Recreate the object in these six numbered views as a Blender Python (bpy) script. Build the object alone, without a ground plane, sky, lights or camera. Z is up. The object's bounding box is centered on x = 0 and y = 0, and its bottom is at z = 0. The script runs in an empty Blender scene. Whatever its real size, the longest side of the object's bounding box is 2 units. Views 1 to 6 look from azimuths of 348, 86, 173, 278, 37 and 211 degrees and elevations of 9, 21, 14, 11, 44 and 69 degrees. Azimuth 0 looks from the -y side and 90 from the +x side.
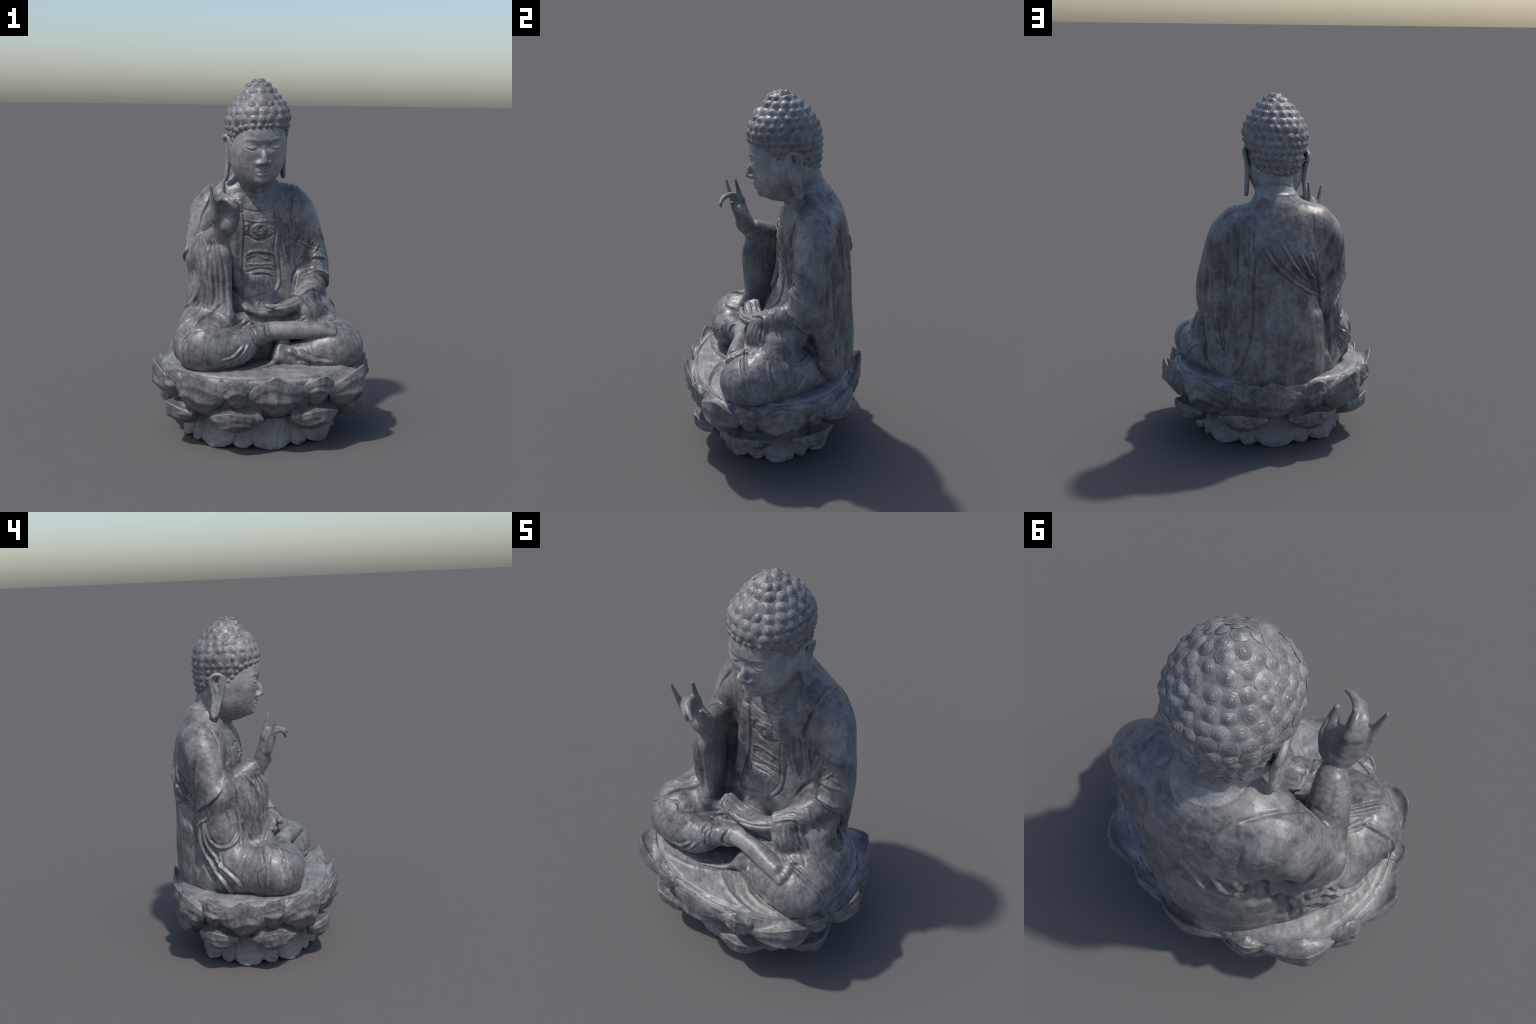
import bpy, bmesh, math, random
import numpy as np
from mathutils import Vector, Matrix

H = 0.0042            # sculpting grid step of the figure, metres
random.seed(7)
RNG = np.random.default_rng(7)

# ------------------------------------------------------------------ curves
def spline(pts, n=6):
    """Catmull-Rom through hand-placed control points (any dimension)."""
    p = np.asarray(pts, float)
    if len(p) < 3:
        t = np.linspace(0, 1, n + 1)[:, None]
        return p[0] * (1 - t) + p[-1] * t
    q = np.vstack([2 * p[0] - p[1], p, 2 * p[-1] - p[-2]])
    out = []
    for i in range(1, len(q) - 2):
        a, b, c, d = q[i - 1], q[i], q[i + 1], q[i + 2]
        for t in np.linspace(0, 1, n, endpoint=False):
            out.append(0.5 * (2 * b + (c - a) * t + (2 * a - 5 * b + 4 * c - d) * t * t
                              + (3 * b - a - 3 * c + d) * t ** 3))
    out.append(p[-1])
    return np.array(out)

def table(rows):
    """Smooth lookup: rows of (z, values...) -> function z -> columns."""
    s = spline(sorted(rows), 8)
    s = s[np.argsort(s[:, 0], kind='stable')]
    return lambda z: [np.interp(z, s[:, 0], s[:, k]) for k in range(1, s.shape[1])]

def smin(a, b, k):
    if k <= 0:
        return np.minimum(a, b)
    h = np.maximum(k - np.abs(a - b), 0) / k
    return np.minimum(a, b) - h * h * k * 0.25

def smax(a, b, k):
    return -smin(-a, -b, k)

# ------------------------------------------------------------------ solids
FAR = 0.25

class Solid:
    """Distance function with a bounding box; evaluated only near the box."""
    def __init__(self, f, lo, hi):
        self.f, self.lo, self.hi = f, np.array(lo, float), np.array(hi, float)
    def __call__(self, P, margin=0.09):
        d = np.full(len(P), FAR)
        m = np.all((P > self.lo - margin) & (P < self.hi + margin), axis=1)
        if m.any():
            d[m] = self.f(P[m])
        return d

def tube(pts, radii, n=5, squash=None):
    """Round tube along a smooth spine; squash=(axis, factor) flattens it."""
    s = spline([tuple(p) + (r,) for p, r in zip(pts, radii)], n)
    if squash is not None:
        ax = np.array(squash[0], float); ax /= np.linalg.norm(ax)
        M = np.eye(3) + (1 / squash[1] - 1) * np.outer(ax, ax)
    else:
        M = None
    c, r = s[:, :3], s[:, 3]
    lo, hi = (c - r[:, None]).min(0), (c + r[:, None]).max(0)
    cm = c @ M.T if M is not None else c
    def f(P):
        Q = P @ M.T if M is not None else P
        d = np.full(len(P), 9.0)
        for i in range(len(cm) - 1):
            a = cm[i]; b = cm[i + 1] - a
            L = b @ b
            if L < 1e-12:
                continue
            t = np.clip((Q - a) @ b / L, 0, 1)
            v = Q - a - t[:, None] * b
            d = np.minimum(d, np.sqrt(np.einsum('ij,ij->i', v, v)) - (r[i] + t * (r[i + 1] - r[i])))
        return d * (squash[1] if squash else 1.0) if M is not None and squash[1] < 1 else d
    return Solid(f, lo, hi)

def rot(rx=0, ry=0, rz=0):
    m = Matrix.Rotation(math.radians(rz), 3, 'Z') @ Matrix.Rotation(math.radians(ry), 3, 'Y') @ Matrix.Rotation(math.radians(rx), 3, 'X')
    return np.array(m)

def ell(c, r, rx=0, ry=0, rz=0):
    c = np.array(c, float); r = np.array(r, float); R = rot(rx, ry, rz)
    def f(P):
        q = (P - c) @ R / r
        k0 = np.sqrt(np.einsum('ij,ij->i', q, q)) + 1e-9
        g = q / r
        k1 = np.sqrt(np.einsum('ij,ij->i', g, g)) + 1e-9
        return k0 * (k0 - 1) / k1
    m = r.max()
    return Solid(f, c - m, c + m)

def loft(rows, power=2.2, pad=0.0):
    """Stack of super-ellipse sections: rows (z, x_left, x_right, y_front, y_back)."""
    T = table(rows)
    z0 = min(r[0] for r in rows); z1 = max(r[0] for r in rows)
    zz = np.linspace(z0, z1, 200)
    a = T(zz); rad = 0.25 * (a[1] - a[0] + a[3] - a[2])
    slope = np.gradient(rad, zz)
    def f(P):
        z = np.clip(P[:, 2], z0, z1)
        xl, xr, yf, yb = T(z)
        cx, cy, ax, ay = (xl + xr) / 2, (yf + yb) / 2, (xr - xl) / 2 + pad, (yb - yf) / 2 + pad
        dx, dy = P[:, 0] - cx, P[:, 1] - cy
        ax = np.maximum(ax, 1e-3); ay = np.maximum(ay, 1e-3)
        rho = (np.abs(dx / ax) ** power + np.abs(dy / ay) ** power) ** (1 / power) + 1e-6
        L = np.hypot(dx, dy)
        d = np.where(L > 1e-4, L * (1 - 1 / rho), -np.minimum(ax, ay))
        d = d / np.sqrt(1 + np.minimum(np.interp(z, zz, slope) ** 2, 9))
        return np.maximum(d, np.maximum(P[:, 2] - z1, z0 - P[:, 2]))
    lo = [min(r[1] for r in rows), min(r[3] for r in rows), z0]
    hi = [max(r[2] for r in rows), max(r[4] for r in rows), z1]
    return Solid(f, lo, hi)

def turned(s, centre, deg):
    """Solid built around the origin, turned about z and moved to centre (x, y)."""
    R = rot(0, 0, deg); c = np.array([centre[0], centre[1], 0.0])
    m = max(abs(s.lo[:2]).max(), abs(s.hi[:2]).max()) * 1.2
    return Solid(lambda P: s.f((P - c) @ R), [c[0] - m, c[1] - m, s.lo[2]], [c[0] + m, c[1] + m, s.hi[2]])

def shear_head(s):
    """The head leans a little: its +x side sits higher."""
    def f(P):
        Q = P + np.array([.004, .003, -.003]); Q[:, 2] -= 0.05 * (P[:, 0] + 0.019)
        return s.f(Q)
    return Solid(f, s.lo - [.007, .003, .012], s.hi + [0, 0, .015])

# ------------------------------------------------------------------ groups of the figure
class Group:
    def __init__(self, name):
        self.name, self.ops = name, []
    def add(self, s, k=0.02):
        self.ops.append(('+', s, k)); return self
    def cut(self, s, k=0.01):
        self.ops.append(('-', s, k)); return self
    def __call__(self, P):
        d = np.full(len(P), FAR)
        for op, s, k in self.ops:
            e = s(P)
            if op == '+':
                d = smin(d, e, k)
            else:
                m = e < 0.08
                if m.any():
                    d[m] = smax(d[m], -e[m], k)
        return d

# ---- torso in its robe (also carries the neck's root)
torso = Group('torso')
torso.add(loft([
    (0.38, -.315, .310, -.10, .440), (0.45, -.325, .320, -.10, .462),
    (0.60, -.315, .315, -.08, .470), (0.72, -.305, .305, -.050, .464), (0.82, -.300, .295, .003, .458),
    (0.90, -.298, .292, .038, .456), (0.98, -.297, .290, .053, .455), (1.10, -.296, .284, .052, .453), (1.20, -.296, .276, .048, .446),
    (1.26, -.294, .270, .058, .438), (1.31, -.288, .258, .076, .424), (1.35, -.262, .226, .096, .408),
    (1.385, -.222, .182, .105, .388), (1.42, -.172, .134, .120, .364), (1.46, -.118, .090, .15, .33)], power=2.1))
# broad border of the robe on the right breast
torso.add(tube([(-.115, .106, 1.31), (-.145, .090, 1.20), (-.155, .078, 1.08), (-.155, .066, .96), (-.145, .030, .84)], [.026, .028, .029, .028, .026]), .03)
# pit behind the right elbow where the back folds meet
torso.cut(ell((-.262, .370, .965), (.055, .055, .14), ry=-12), .05)
neck = Group('neck')
neck.add(loft([(1.34, -.118, .106, .095, .390), (1.42, -.116, .100, .105, .360), (1.50, -.114, .097, .105, .318),
               (1.58, -.114, .097, .095, .290), (1.64, -.115, .10, .08, .285)], power=2.1))

# ---- right arm (on the -x side): raised forearm, sleeve hanging to the thigh
arm_r = Group('arm')
arm_r.add(tube([(-.220, .240, 1.282), (-.280, .220, 1.218), (-.318, .188, 1.09), (-.328, .160, .99), (-.325, .145, .90)],
               [.124, .115, .102, .094, .078]), .03)
arm_r.add(tube([(-.342, .12, .995), (-.305, .03, 1.075), (-.268, -.052, 1.140)], [.082, .078, .060]), .03)
# the hanging sleeve: a narrow sheet running from the elbow forward to the wrist
arm_r.add(turned(loft([(.54, -.080, .085, -.165, .12), (.66, -.078, .080, -.150, .12),
                (.80, -.072, .072, -.138, .12), (.90, -.076, .070, -.140, .12), (1.00, -.078, .068, -.146, .11),
                (1.06, -.070, .060, -.140, .09), (1.10, -.045, .04, -.11, .06)], power=2.1), (-.285, -.005), 25), .03)
arm_r.add(turned(loft([(.44, -.050, .060, -.10, .08), (.54, -.055, .062, -.11, .095), (.66, -.058, .064, -.12, .110),
                (.80, -.060, .066, -.125, .118), (.90, -.060, .066, -.12, .115), (1.00, -.056, .062, -.11, .10), (1.06, -.04, .04, -.07, .07)], power=2.1), (-.332, .160), -6), .04)
arm_r.add(tube([(-.250, -.075, 1.11), (-.236, -.102, 1.03), (-.230, -.105, .90), (-.226, -.110, .78), (-.215, -.140, .70)], [.04, .034, .034, .034, .034]), .03)
arm_r.add(tube([(-.385, .03, .605), (-.375, -.05, .610), (-.33, -.11, .630)], [.085, .074, .055]), .06)
arm_r.add(tube([(-.35, .10, .80), (-.36, .06, .66), (-.36, .04, .52)], [.066, .080, .09]), .06)


hand_r = Group('hand')
hand_r.add(tube([(-.250, -.085, 1.12), (-.250, -.108, 1.165), (-.248, -.122, 1.20)], [.040, .046, .050]), .02)
hand_r.add(ell((-.246, -.134, 1.235), (.072, .036, .088), rx=10), .025)
hand_r.add(tube([(-.262, -.122, 1.25), (-.255, -.135, 1.33), (-.254, -.147, 1.385), (-.254, -.161, 1.449)], [.026, .016, .0125, .0075]), .02)
hand_r.add(tube([(-.300, -.160, 1.25), (-.318, -.188, 1.335), (-.327, -.200, 1.38), (-.338, -.211, 1.426)], [.026, .0145, .010, .006]), .02)
hand_r.add(tube([(-.262, -.132, 1.325), (-.256, -.172, 1.357), (-.240, -.212, 1.360), (-.208, -.242, 1.350), (-.182, -.254, 1.333)],
                [.019, .0175, .0155, .0125, .009]), .018)
hand_r.add(tube([(-.288, -.148, 1.312), (-.281, -.186, 1.347), (-.256, -.224, 1.350), (-.230, -.246, 1.330), (-.213, -.251, 1.308)],
                [.018, .016, .0150, .0125, .008]), .016)
hand_r.add(tube([(-.215, -.125, 1.19), (-.195, -.140, 1.235), (-.187, -.168, 1.285), (-.184, -.190, 1.335)], [.040, .030, .019, .0105]), .025)
hand_r.cut(ell((-.246, -.205, 1.285), (.040, .045, .060), rx=10), .02)

# ---- left arm (on the +x side): forearm lying in the lap
arm_l = Group('arm')
arm_l.add(tube([(.192, .240, 1.282), (.252, .224, 1.218), (.297, .198, 1.08), (.326, .174, .94), (.332, .160, .86)],
               [.123, .116, .107, .107, .102]), .03)
arm_l.add(tube([(.315, .13, .85), (.295, .05, .82), (.245, -.03, .785), (.195, -.075, .758)], [.088, .080, .068, .056]), .03)
# wide sleeve falling over the left thigh
arm_l.add(tube([(.335, .10, .74), (.325, .02, .70), (.285, -.06, .675), (.25, -.105, .675)], [.080, .084, .072, .05]), .04)
arm_l.add(ell((.235, -.085, .712), (.075, .072, .062)), .04)
arm_l.add(tube([(.365, .04, .65), (.375, -.05, .62), (.36, -.11, .605)], [.075, .078, .06]), .05)
arm_l.cut(tube([(.232, .075, 1.12), (.238, .075, 1.03), (.235, .06, .95)], [.036, .054, .036]), .05)
hand_l = Group('hand')
hand_l.add(tube([(.190, -.090, .752), (.130, -.110, .738), (.08, -.118, .722)], [.040, .040, .038]), .02)
for yy, x1, z1 in ((-.140, -.118, .737), (-.117, -.128, .744), (-.092, -.128, .750), (-.070, -.112, .752)):
    hand_l.add(tube([(.10, yy * .5 - .055, .722), (.03, yy, .708), (-.05, yy, .712), (x1, yy, z1)], [.028, .019, .016, .012]), .018)
hand_l.add(tube([(.150, -.125, .745), (.085, -.160, .742), (.025, -.172, .748), (-.012, -.168, .757)], [.034, .024, .018, .012]), .018)

# ---- crossed legs
leg_r = Group('leg')
leg_r.add(ell((-.355, -.175, .545), (.165, .172, .145)), .03)
leg_r.add(tube([(-.36, -.14, .56), (-.34, .03, .55), (-.25, .19, .50)], [.150, .140, .130]), .05)
leg_r.add(tube([(-.34, -.19, .545), (-.20, -.235, .545), (-.11, -.210, .582), (-.03, -.180, .606)], [.145, .106, .072, .056]), .04)
leg_r.add(tube([(-.30, -.10, .62), (-.15, -.08, .63), (0, -.06, .63), (.1, -.05, .62)], [.07, .07, .06, .06]), .05)
foot = Group('foot')
foot.add(tube([(-.05, -.185, .600), (.02, -.165, .612), (.12, -.180, .618), (.22, -.208, .620), (.295, -.228, .622)],
              [.058, .054, .052, .050, .045]), .02)
for k, (tx, ty, tz, tr) in enumerate(((.340, -.262, .614, .024), (.352, -.238, .628, .021), (.352, -.216, .640, .019), (.346, -.196, .648, .018), (.334, -.180, .650, .017))):
    foot.add(tube([(.290, -.240 + .012 * k, .624), (tx, ty, tz)], [.028, tr]), .006)
# cloth gathered in the lap and the fold standing in front of the shin
leg_r.add(tube([(-.20, -.10, .655), (-.10, -.09, .665), (.02, -.08, .655), (.14, -.08, .650), (.22, -.08, .65)], [.05, .045, .045, .05, .05]), .03)
leg_l = Group('leg')
leg_l.add(ell((.388, -.140, .514), (.166, .184, .142)), .03)
leg_l.add(tube([(.385, -.10, .52), (.36, .05, .53), (.26, .19, .50)], [.140, .142, .130]), .05)
leg_l.add(tube([(.385, -.165, .490), (.26, -.192, .478), (.17, -.190, .468), (.085, -.165, .465)], [.132, .108, .088, .074]), .05)
leg_l.add(ell((.0, .07, .50), (.30, .17, .17)), .06)
leg_l.add(tube([(.00, -.12, .61), (.12, -.13, .615), (.22, -.145, .615), (.32, -.17, .60)], [.05, .05, .05, .04]), .04)
leg_l.add(tube([(.085, -.160, .56), (.060, -.185, .525), (.035, -.225, .470), (-.02, -.27, .445), (-.12, -.31, .435)], [.03, .026, .024, .018, .012]), .04)

# ---- hanging tail of the shawl behind the left arm
tail = Group('shawl_tail')
tail.add(tube([(.312, .235, 1.02), (.322, .242, .82), (.318, .250, .66), (.300, .262, .50), (.285, .278, .42)],
              [.072, .070, .066, .058, .042]), .03)

# ---- head without hair
FX = -.015
head = Group('head')
head.add(shear_head(loft([
    (1.385, -.060, .030, .060, .180), (1.40, -.085, .055, .015, .210), (1.415, -.102, .070, -.015, .225), (1.435, -.118, .086, -.040, .240),
    (1.46, -.137, .104, -.050, .245), (1.51, -.161, .128, -.060, .258), (1.55, -.168, .137, -.070, .265),
    (1.60, -.173, .142, -.083, .262), (1.65, -.167, .137, -.088, .262), (1.71, -.155, .125, -.086, .27),
    (1.78, -.13, .10, -.06, .24), (1.84, -.08, .05, -.01, .18)], power=2.45)))
def hx(x, y, z):
    return (FX + x, y, z)
head.add(shear_head(tube([hx(0, -.072, 1.635), hx(0, -.080, 1.600), hx(.001, -.088, 1.562), hx(.002, -.091, 1.541)], [.012, .012, .016, .0185])), .012)
for s in (-1, 1):
    head.add(shear_head(ell(hx(s * .026, -.073, 1.533), (.016, .019, .013))), .018)
    head.cut(shear_head(ell(hx(s * .064, -.111, 1.620), (.052, .030, .017), rz=-s * 20)), .035)
    head.add(shear_head(ell(hx(s * .071, -.055, 1.613), (.036, .018, .017), rz=s * 20)), .010)
head.add(shear_head(tube([hx(-.044, -.046, 1.487), hx(-.018, -.061, 1.493), hx(0, -.063, 1.490), hx(.018, -.061, 1.493), hx(.044, -.046, 1.487)],
                         [.006, .0095, .010, .0095, .006])), .006)
head.add(shear_head(tube([hx(-.038, -.046, 1.478), hx(-.015, -.053, 1.470), hx(.015, -.053, 1.470), hx(.038, -.046, 1.478)],
                         [.006, .011, .011, .006])), .006)
head.add(shear_head(ell(hx(0, -.024, 1.434), (.036, .024, .020))), .02)

EAR = [(.110, 1.600), (.098, 1.640), (.112, 1.672), (.142, 1.680), (.170, 1.668), (.178, 1.640), (.176, 1.600), (.168, 1.550),
       (.168, 1.510), (.176, 1.465), (.170, 1.432), (.152, 1.445), (.140, 1.485), (.127, 1.530), (.115, 1.570), (.110, 1.600)]
ears = []
for s in (-1, 1):
    ear = Group('ear')
    def exx(y, z, s=s):
        return FX + s * (.160 + .018 * max(0, (z - 1.58) / .08) * (y - .10) / .07 + .006 * max(0, (1.52 - z) / .08) - .05 * max(0, y - .15))
    ear.add(shear_head(tube([(exx(y, z), y, z) for y, z in EAR], [.0115] * len(EAR), 3)), .004)
    ear.add(shear_head(tube([(exx(.138, 1.65), .138, 1.645), (exx(.142, 1.58), .142, 1.58), (exx(.150, 1.51), .150, 1.51), (exx(.158, 1.455), .158, 1.455)],
                            [.034, .030, .020, .014], squash=((1, 0, 0), .14))), .004)
    ear.add(shear_head(tube([(exx(.135, 1.625), .130, 1.63), (exx(.145, 1.60), .150, 1.605), (exx(.15, 1.55), .147, 1.56), (exx(.15, 1.50), .152, 1.50)],
                            [.0085, .0095, .008, .006])), .004)
    # hollow of the shell and the slit of the long lobe
    def out(y, z, d, s=s):
        return (exx(y, z) + s * d, y, z)
    ear.cut(shear_head(tube([out(.136, 1.655, .011), out(.142, 1.630, .012), out(.140, 1.600, .011)], [.013, .016, .010])), .006)
    ear.cut(shear_head(tube([out(.156, 1.640, .013), out(.158, 1.600, .013), out(.152, 1.560, .013)], [.006, .007, .005])), .004)
    ear.cut(shear_head(tube([out(.146, 1.535, .012), out(.156, 1.490, .012), out(.162, 1.455, .012)], [.006, .008, .006])), .005)
    ears.append(ear)

FIGURE = [torso, neck, leg_l, leg_r, tail, arm_l, arm_r, foot, hand_l, hand_r, head] + ears
PART_NAME = ['torso', 'neck', 'leg', 'leg', 'shawl_tail', 'arm', 'arm', 'foot', 'hand', 'hand', 'head', 'ear', 'ear']
JOIN = [.03, .05, .03, .025, .02, .03, .045, .010, .010, .006, .006, .008, .008]

def figure(P):
    d = np.full(len(P), FAR)
    for i, (g, k) in enumerate(zip(FIGURE, JOIN)):
        d = smin(d, g(P), k)
        if i == 6:          # the blends swell the cloth a little: take that back
            d = d + .0045
    return d

# ------------------------------------------------------------------ surface nets
def mesh_of(fun, lo, hi, h, keep_above=None):
    """Quad mesh of fun(P)=0 on a regular grid, evaluated in a narrow band only."""
    B = 6
    lo = np.array(lo, float)
    nb = np.ceil((np.array(hi) - lo) / (h * B)).astype(int)
    n = nb * B
    c = np.stack(np.meshgrid(*[np.arange(k) for k in nb], indexing='ij'), -1).reshape(-1, 3)
    dc = fun(lo + (c * B + B / 2) * h)
    grid = np.where(dc > 0, 1.0, -1.0).astype(np.float32).reshape(nb)
    grid = grid.repeat(B, 0).repeat(B, 1).repeat(B, 2)
    near = c[np.abs(dc) < h * B * 1.35]
    off = np.stack(np.meshgrid(*[np.arange(B)] * 3, indexing='ij'), -1).reshape(-1, 3)
    for i in range(0, len(near), 3000):
        idx = (near[i:i + 3000, None, :] * B + off).reshape(-1, 3)
        grid[idx[:, 0], idx[:, 1], idx[:, 2]] = fun(lo + idx * h)
    s = grid < 0
    m = np.zeros(n - 1, np.uint8)
    for a in (0, 1):
        for b in (0, 1):
            for e in (0, 1):
                m += s[a:n[0] - 1 + a, b:n[1] - 1 + b, e:n[2] - 1 + e]
    act = np.argwhere((m > 0) & (m < 8))
    acc = np.zeros((len(act), 3)); cnt = np.zeros(len(act))
    corners = [(a, b, e) for a in (0, 1) for b in (0, 1) for e in (0, 1)]
    val = {k: grid[act[:, 0] + k[0], act[:, 1] + k[1], act[:, 2] + k[2]] for k in corners}
    for k in corners:
        for ax in range(3):
            if k[ax] == 0:
                k2 = list(k); k2[ax] = 1; k2 = tuple(k2)
                a, b = val[k], val[k2]
                x = (a < 0) != (b < 0)
                t = np.where(x, a / np.where(x, a - b, 1), 0)
                p = np.array(k, float)[None].repeat(len(act), 0); p[:, ax] = t
                acc[x] += p[x]; cnt[x] += 1
    V = lo + (act + acc / cnt[:, None]) * h
    num = np.full(n - 1, -1, np.int32)
    num[act[:, 0], act[:, 1], act[:, 2]] = np.arange(len(act))
    quads = []
    for ax in range(3):
        u, v = (ax + 1) % 3, (ax + 2) % 3
        sl0 = [slice(1, n[k] - 1) for k in range(3)]; sl1 = list(sl0)
        sl1[ax] = slice(2, n[ax])
        a = s[tuple(sl0)]; b = s[tuple(sl1)]
        e = np.argwhere(a != b) + 1
        flip = s[e[:, 0], e[:, 1], e[:, 2]]
        def cell(du, dv):
            q = e.copy(); q[:, u] -= du; q[:, v] -= dv
            return num[q[:, 0], q[:, 1], q[:, 2]]
        Q = np.stack([cell(1, 1), cell(0, 1), cell(0, 0), cell(1, 0)], 1)
        Q[~flip] = Q[~flip][:, ::-1]
        quads.append(Q)
    Q = np.vstack(quads)
    Q = Q[(Q >= 0).all(1)]
    return V, Q

def gradient(fun, V, e=0.0015):
    g = np.zeros_like(V)
    for k in np.array([(1, -1, -1), (-1, -1, 1), (-1, 1, -1), (1, 1, 1)], float):
        g += k * fun(V + e * k)[:, None]
    return g / (np.linalg.norm(g, axis=1, keepdims=True) + 1e-12)

def relax(V, Q, steps):
    """Gentle Laplacian smoothing on quads."""
    for _ in range(steps):
        acc = np.zeros_like(V); cnt = np.zeros(len(V))
        for i in range(4):
            np.add.at(acc, Q[:, i], V[Q[:, (i + 1) % 4]]); np.add.at(cnt, Q[:, i], 1)
            np.add.at(acc, Q[:, i], V[Q[:, (i - 1) % 4]]); np.add.at(cnt, Q[:, i], 1)
        V = 0.5 * V + 0.5 * acc / np.maximum(cnt, 1)[:, None]
    return V

def normals_of(V, Q):
    fn = np.cross(V[Q[:, 2]] - V[Q[:, 0]], V[Q[:, 3]] - V[Q[:, 1]])
    N = np.zeros_like(V)
    for i in range(4):
        for k in range(3):
            N[:, k] += np.bincount(Q[:, i], fn[:, k], len(V))
    return N / (np.linalg.norm(N, axis=1, keepdims=True) + 1e-12)

# ------------------------------------------------------------------ chisel strokes
def stroke(V, N, D, pts, width, depth, kind='groove', n=6, facing=None):
    """Add a fold to displacement D: groove, ridge or step along a smooth line."""
    c = np.array([V[KD.find(p)[1]] for p in spline(pts, n)])
    c[1:-1] = .25 * c[:-2] + .5 * c[1:-1] + .25 * c[2:]
    lo, hi = c.min(0) - 3 * width - .02, c.max(0) + 3 * width + .02
    m = np.where(np.all((V > lo) & (V < hi), axis=1))[0]
    if len(m) == 0:
        return
    P = V[m]
    best = np.full(len(m), 9.0); tt = np.zeros(len(m)); side = np.zeros(len(m))
    K = len(c) - 1
    for i in range(K):
        a = c[i]; b = c[i + 1] - a; L = b @ b
        if L < 1e-12:
            continue
        t = np.clip((P - a) @ b / L, 0, 1)
        v = P - a - t[:, None] * b
        d = np.sqrt(np.einsum('ij,ij->i', v, v))
        w = d < best
        best[w] = d[w]; tt[w] = (i + t[w]) / K
        if kind == 'step':
            nn = N[KD.find(c[i] + .5 * b)[1]]
            side[w] = (v @ np.cross(b / math.sqrt(L), nn))[w]
    taper = np.minimum(1, 5 * np.minimum(tt, 1 - tt) + .25)
    if kind == 'groove':
        D[m] -= depth * taper * np.exp(-(best / width) ** 2)
    elif kind == 'ridge':
        D[m] += depth * taper * np.exp(-(best / width) ** 2)
    elif kind == 'fold':       # crest with a hollow on both flanks
        q = (best / width) ** 2
        D[m] += depth * taper * (np.exp(-q) - .55 * np.exp(-(np.sqrt(q) - 1.7) ** 2 * 1.6))
    elif kind == 'step':       # cloth edge: raised on one side, fading away from the edge
        x = side / width
        D[m] += depth * taper * (np.where(x > 0, np.exp(-(x / 5) ** 2), np.exp(-(x / .5) ** 2)) * .8 - .55 * np.exp(-((x + 1.0) / .8) ** 2)) * np.exp(-(best / (6 * width)) ** 2)

def lumps(P, scale, seed):
    """Cheap smooth value noise from a few rotated sine products, about -1..1."""
    r = np.random.default_rng(seed); out = np.zeros(len(P))
    for i in range(6):
        k = r.normal(size=(3, 3)); k /= np.linalg.norm(k, axis=1, keepdims=True)
        f = (0.7 + .6 * r.random()) / scale; ph = r.random(3) * 6.28
        out += np.sin(P @ k[0] * f * 6.28 + ph[0]) * np.sin(P @ k[1] * f * 6.28 + ph[1] + 1.3 * np.sin(P @ k[2] * f * 4 + ph[2]))
    return out / 2.5

# ------------------------------------------------------------------ materials
def nd(nt, kind, **kw):
    n = nt.nodes.new(kind)
    for k, v in kw.items():
        setattr(n, k, v)
    return n

def noise(nt, vec, scale, detail=4, rough=.55, dist=0.0):
    n = nd(nt, 'ShaderNodeTexNoise')
    n.inputs['Scale'].default_value = scale; n.inputs['Detail'].default_value = detail
    n.inputs['Roughness'].default_value = rough; n.inputs['Distortion'].default_value = dist
    nt.links.new(vec, n.inputs['Vector'])
    return n.outputs['Fac']

def ramp(nt, fac, stops):
    r = nd(nt, 'ShaderNodeValToRGB')
    e = r.color_ramp.elements
    while len(e) < len(stops):
        e.new(.5)
    for q, (p, c) in zip(e, stops):
        q.position = p; q.color = (c[0], c[1], c[2], 1) if hasattr(c, '__len__') else (c, c, c, 1)
    nt.links.new(fac, r.inputs['Fac'])
    return r.outputs['Color']

def mix(nt, fac, a, b, mode='MIX'):
    m = nd(nt, 'ShaderNodeMix', data_type='RGBA', blend_type=mode)
    for sock, v in ((m.inputs[0], fac), (m.inputs[6], a), (m.inputs[7], b)):
        if isinstance(v, (int, float)):
            sock.default_value = v
        elif isinstance(v, tuple):
            sock.default_value = (*v, 1)
        else:
            nt.links.new(v, sock)
    return m.outputs[2]

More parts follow.
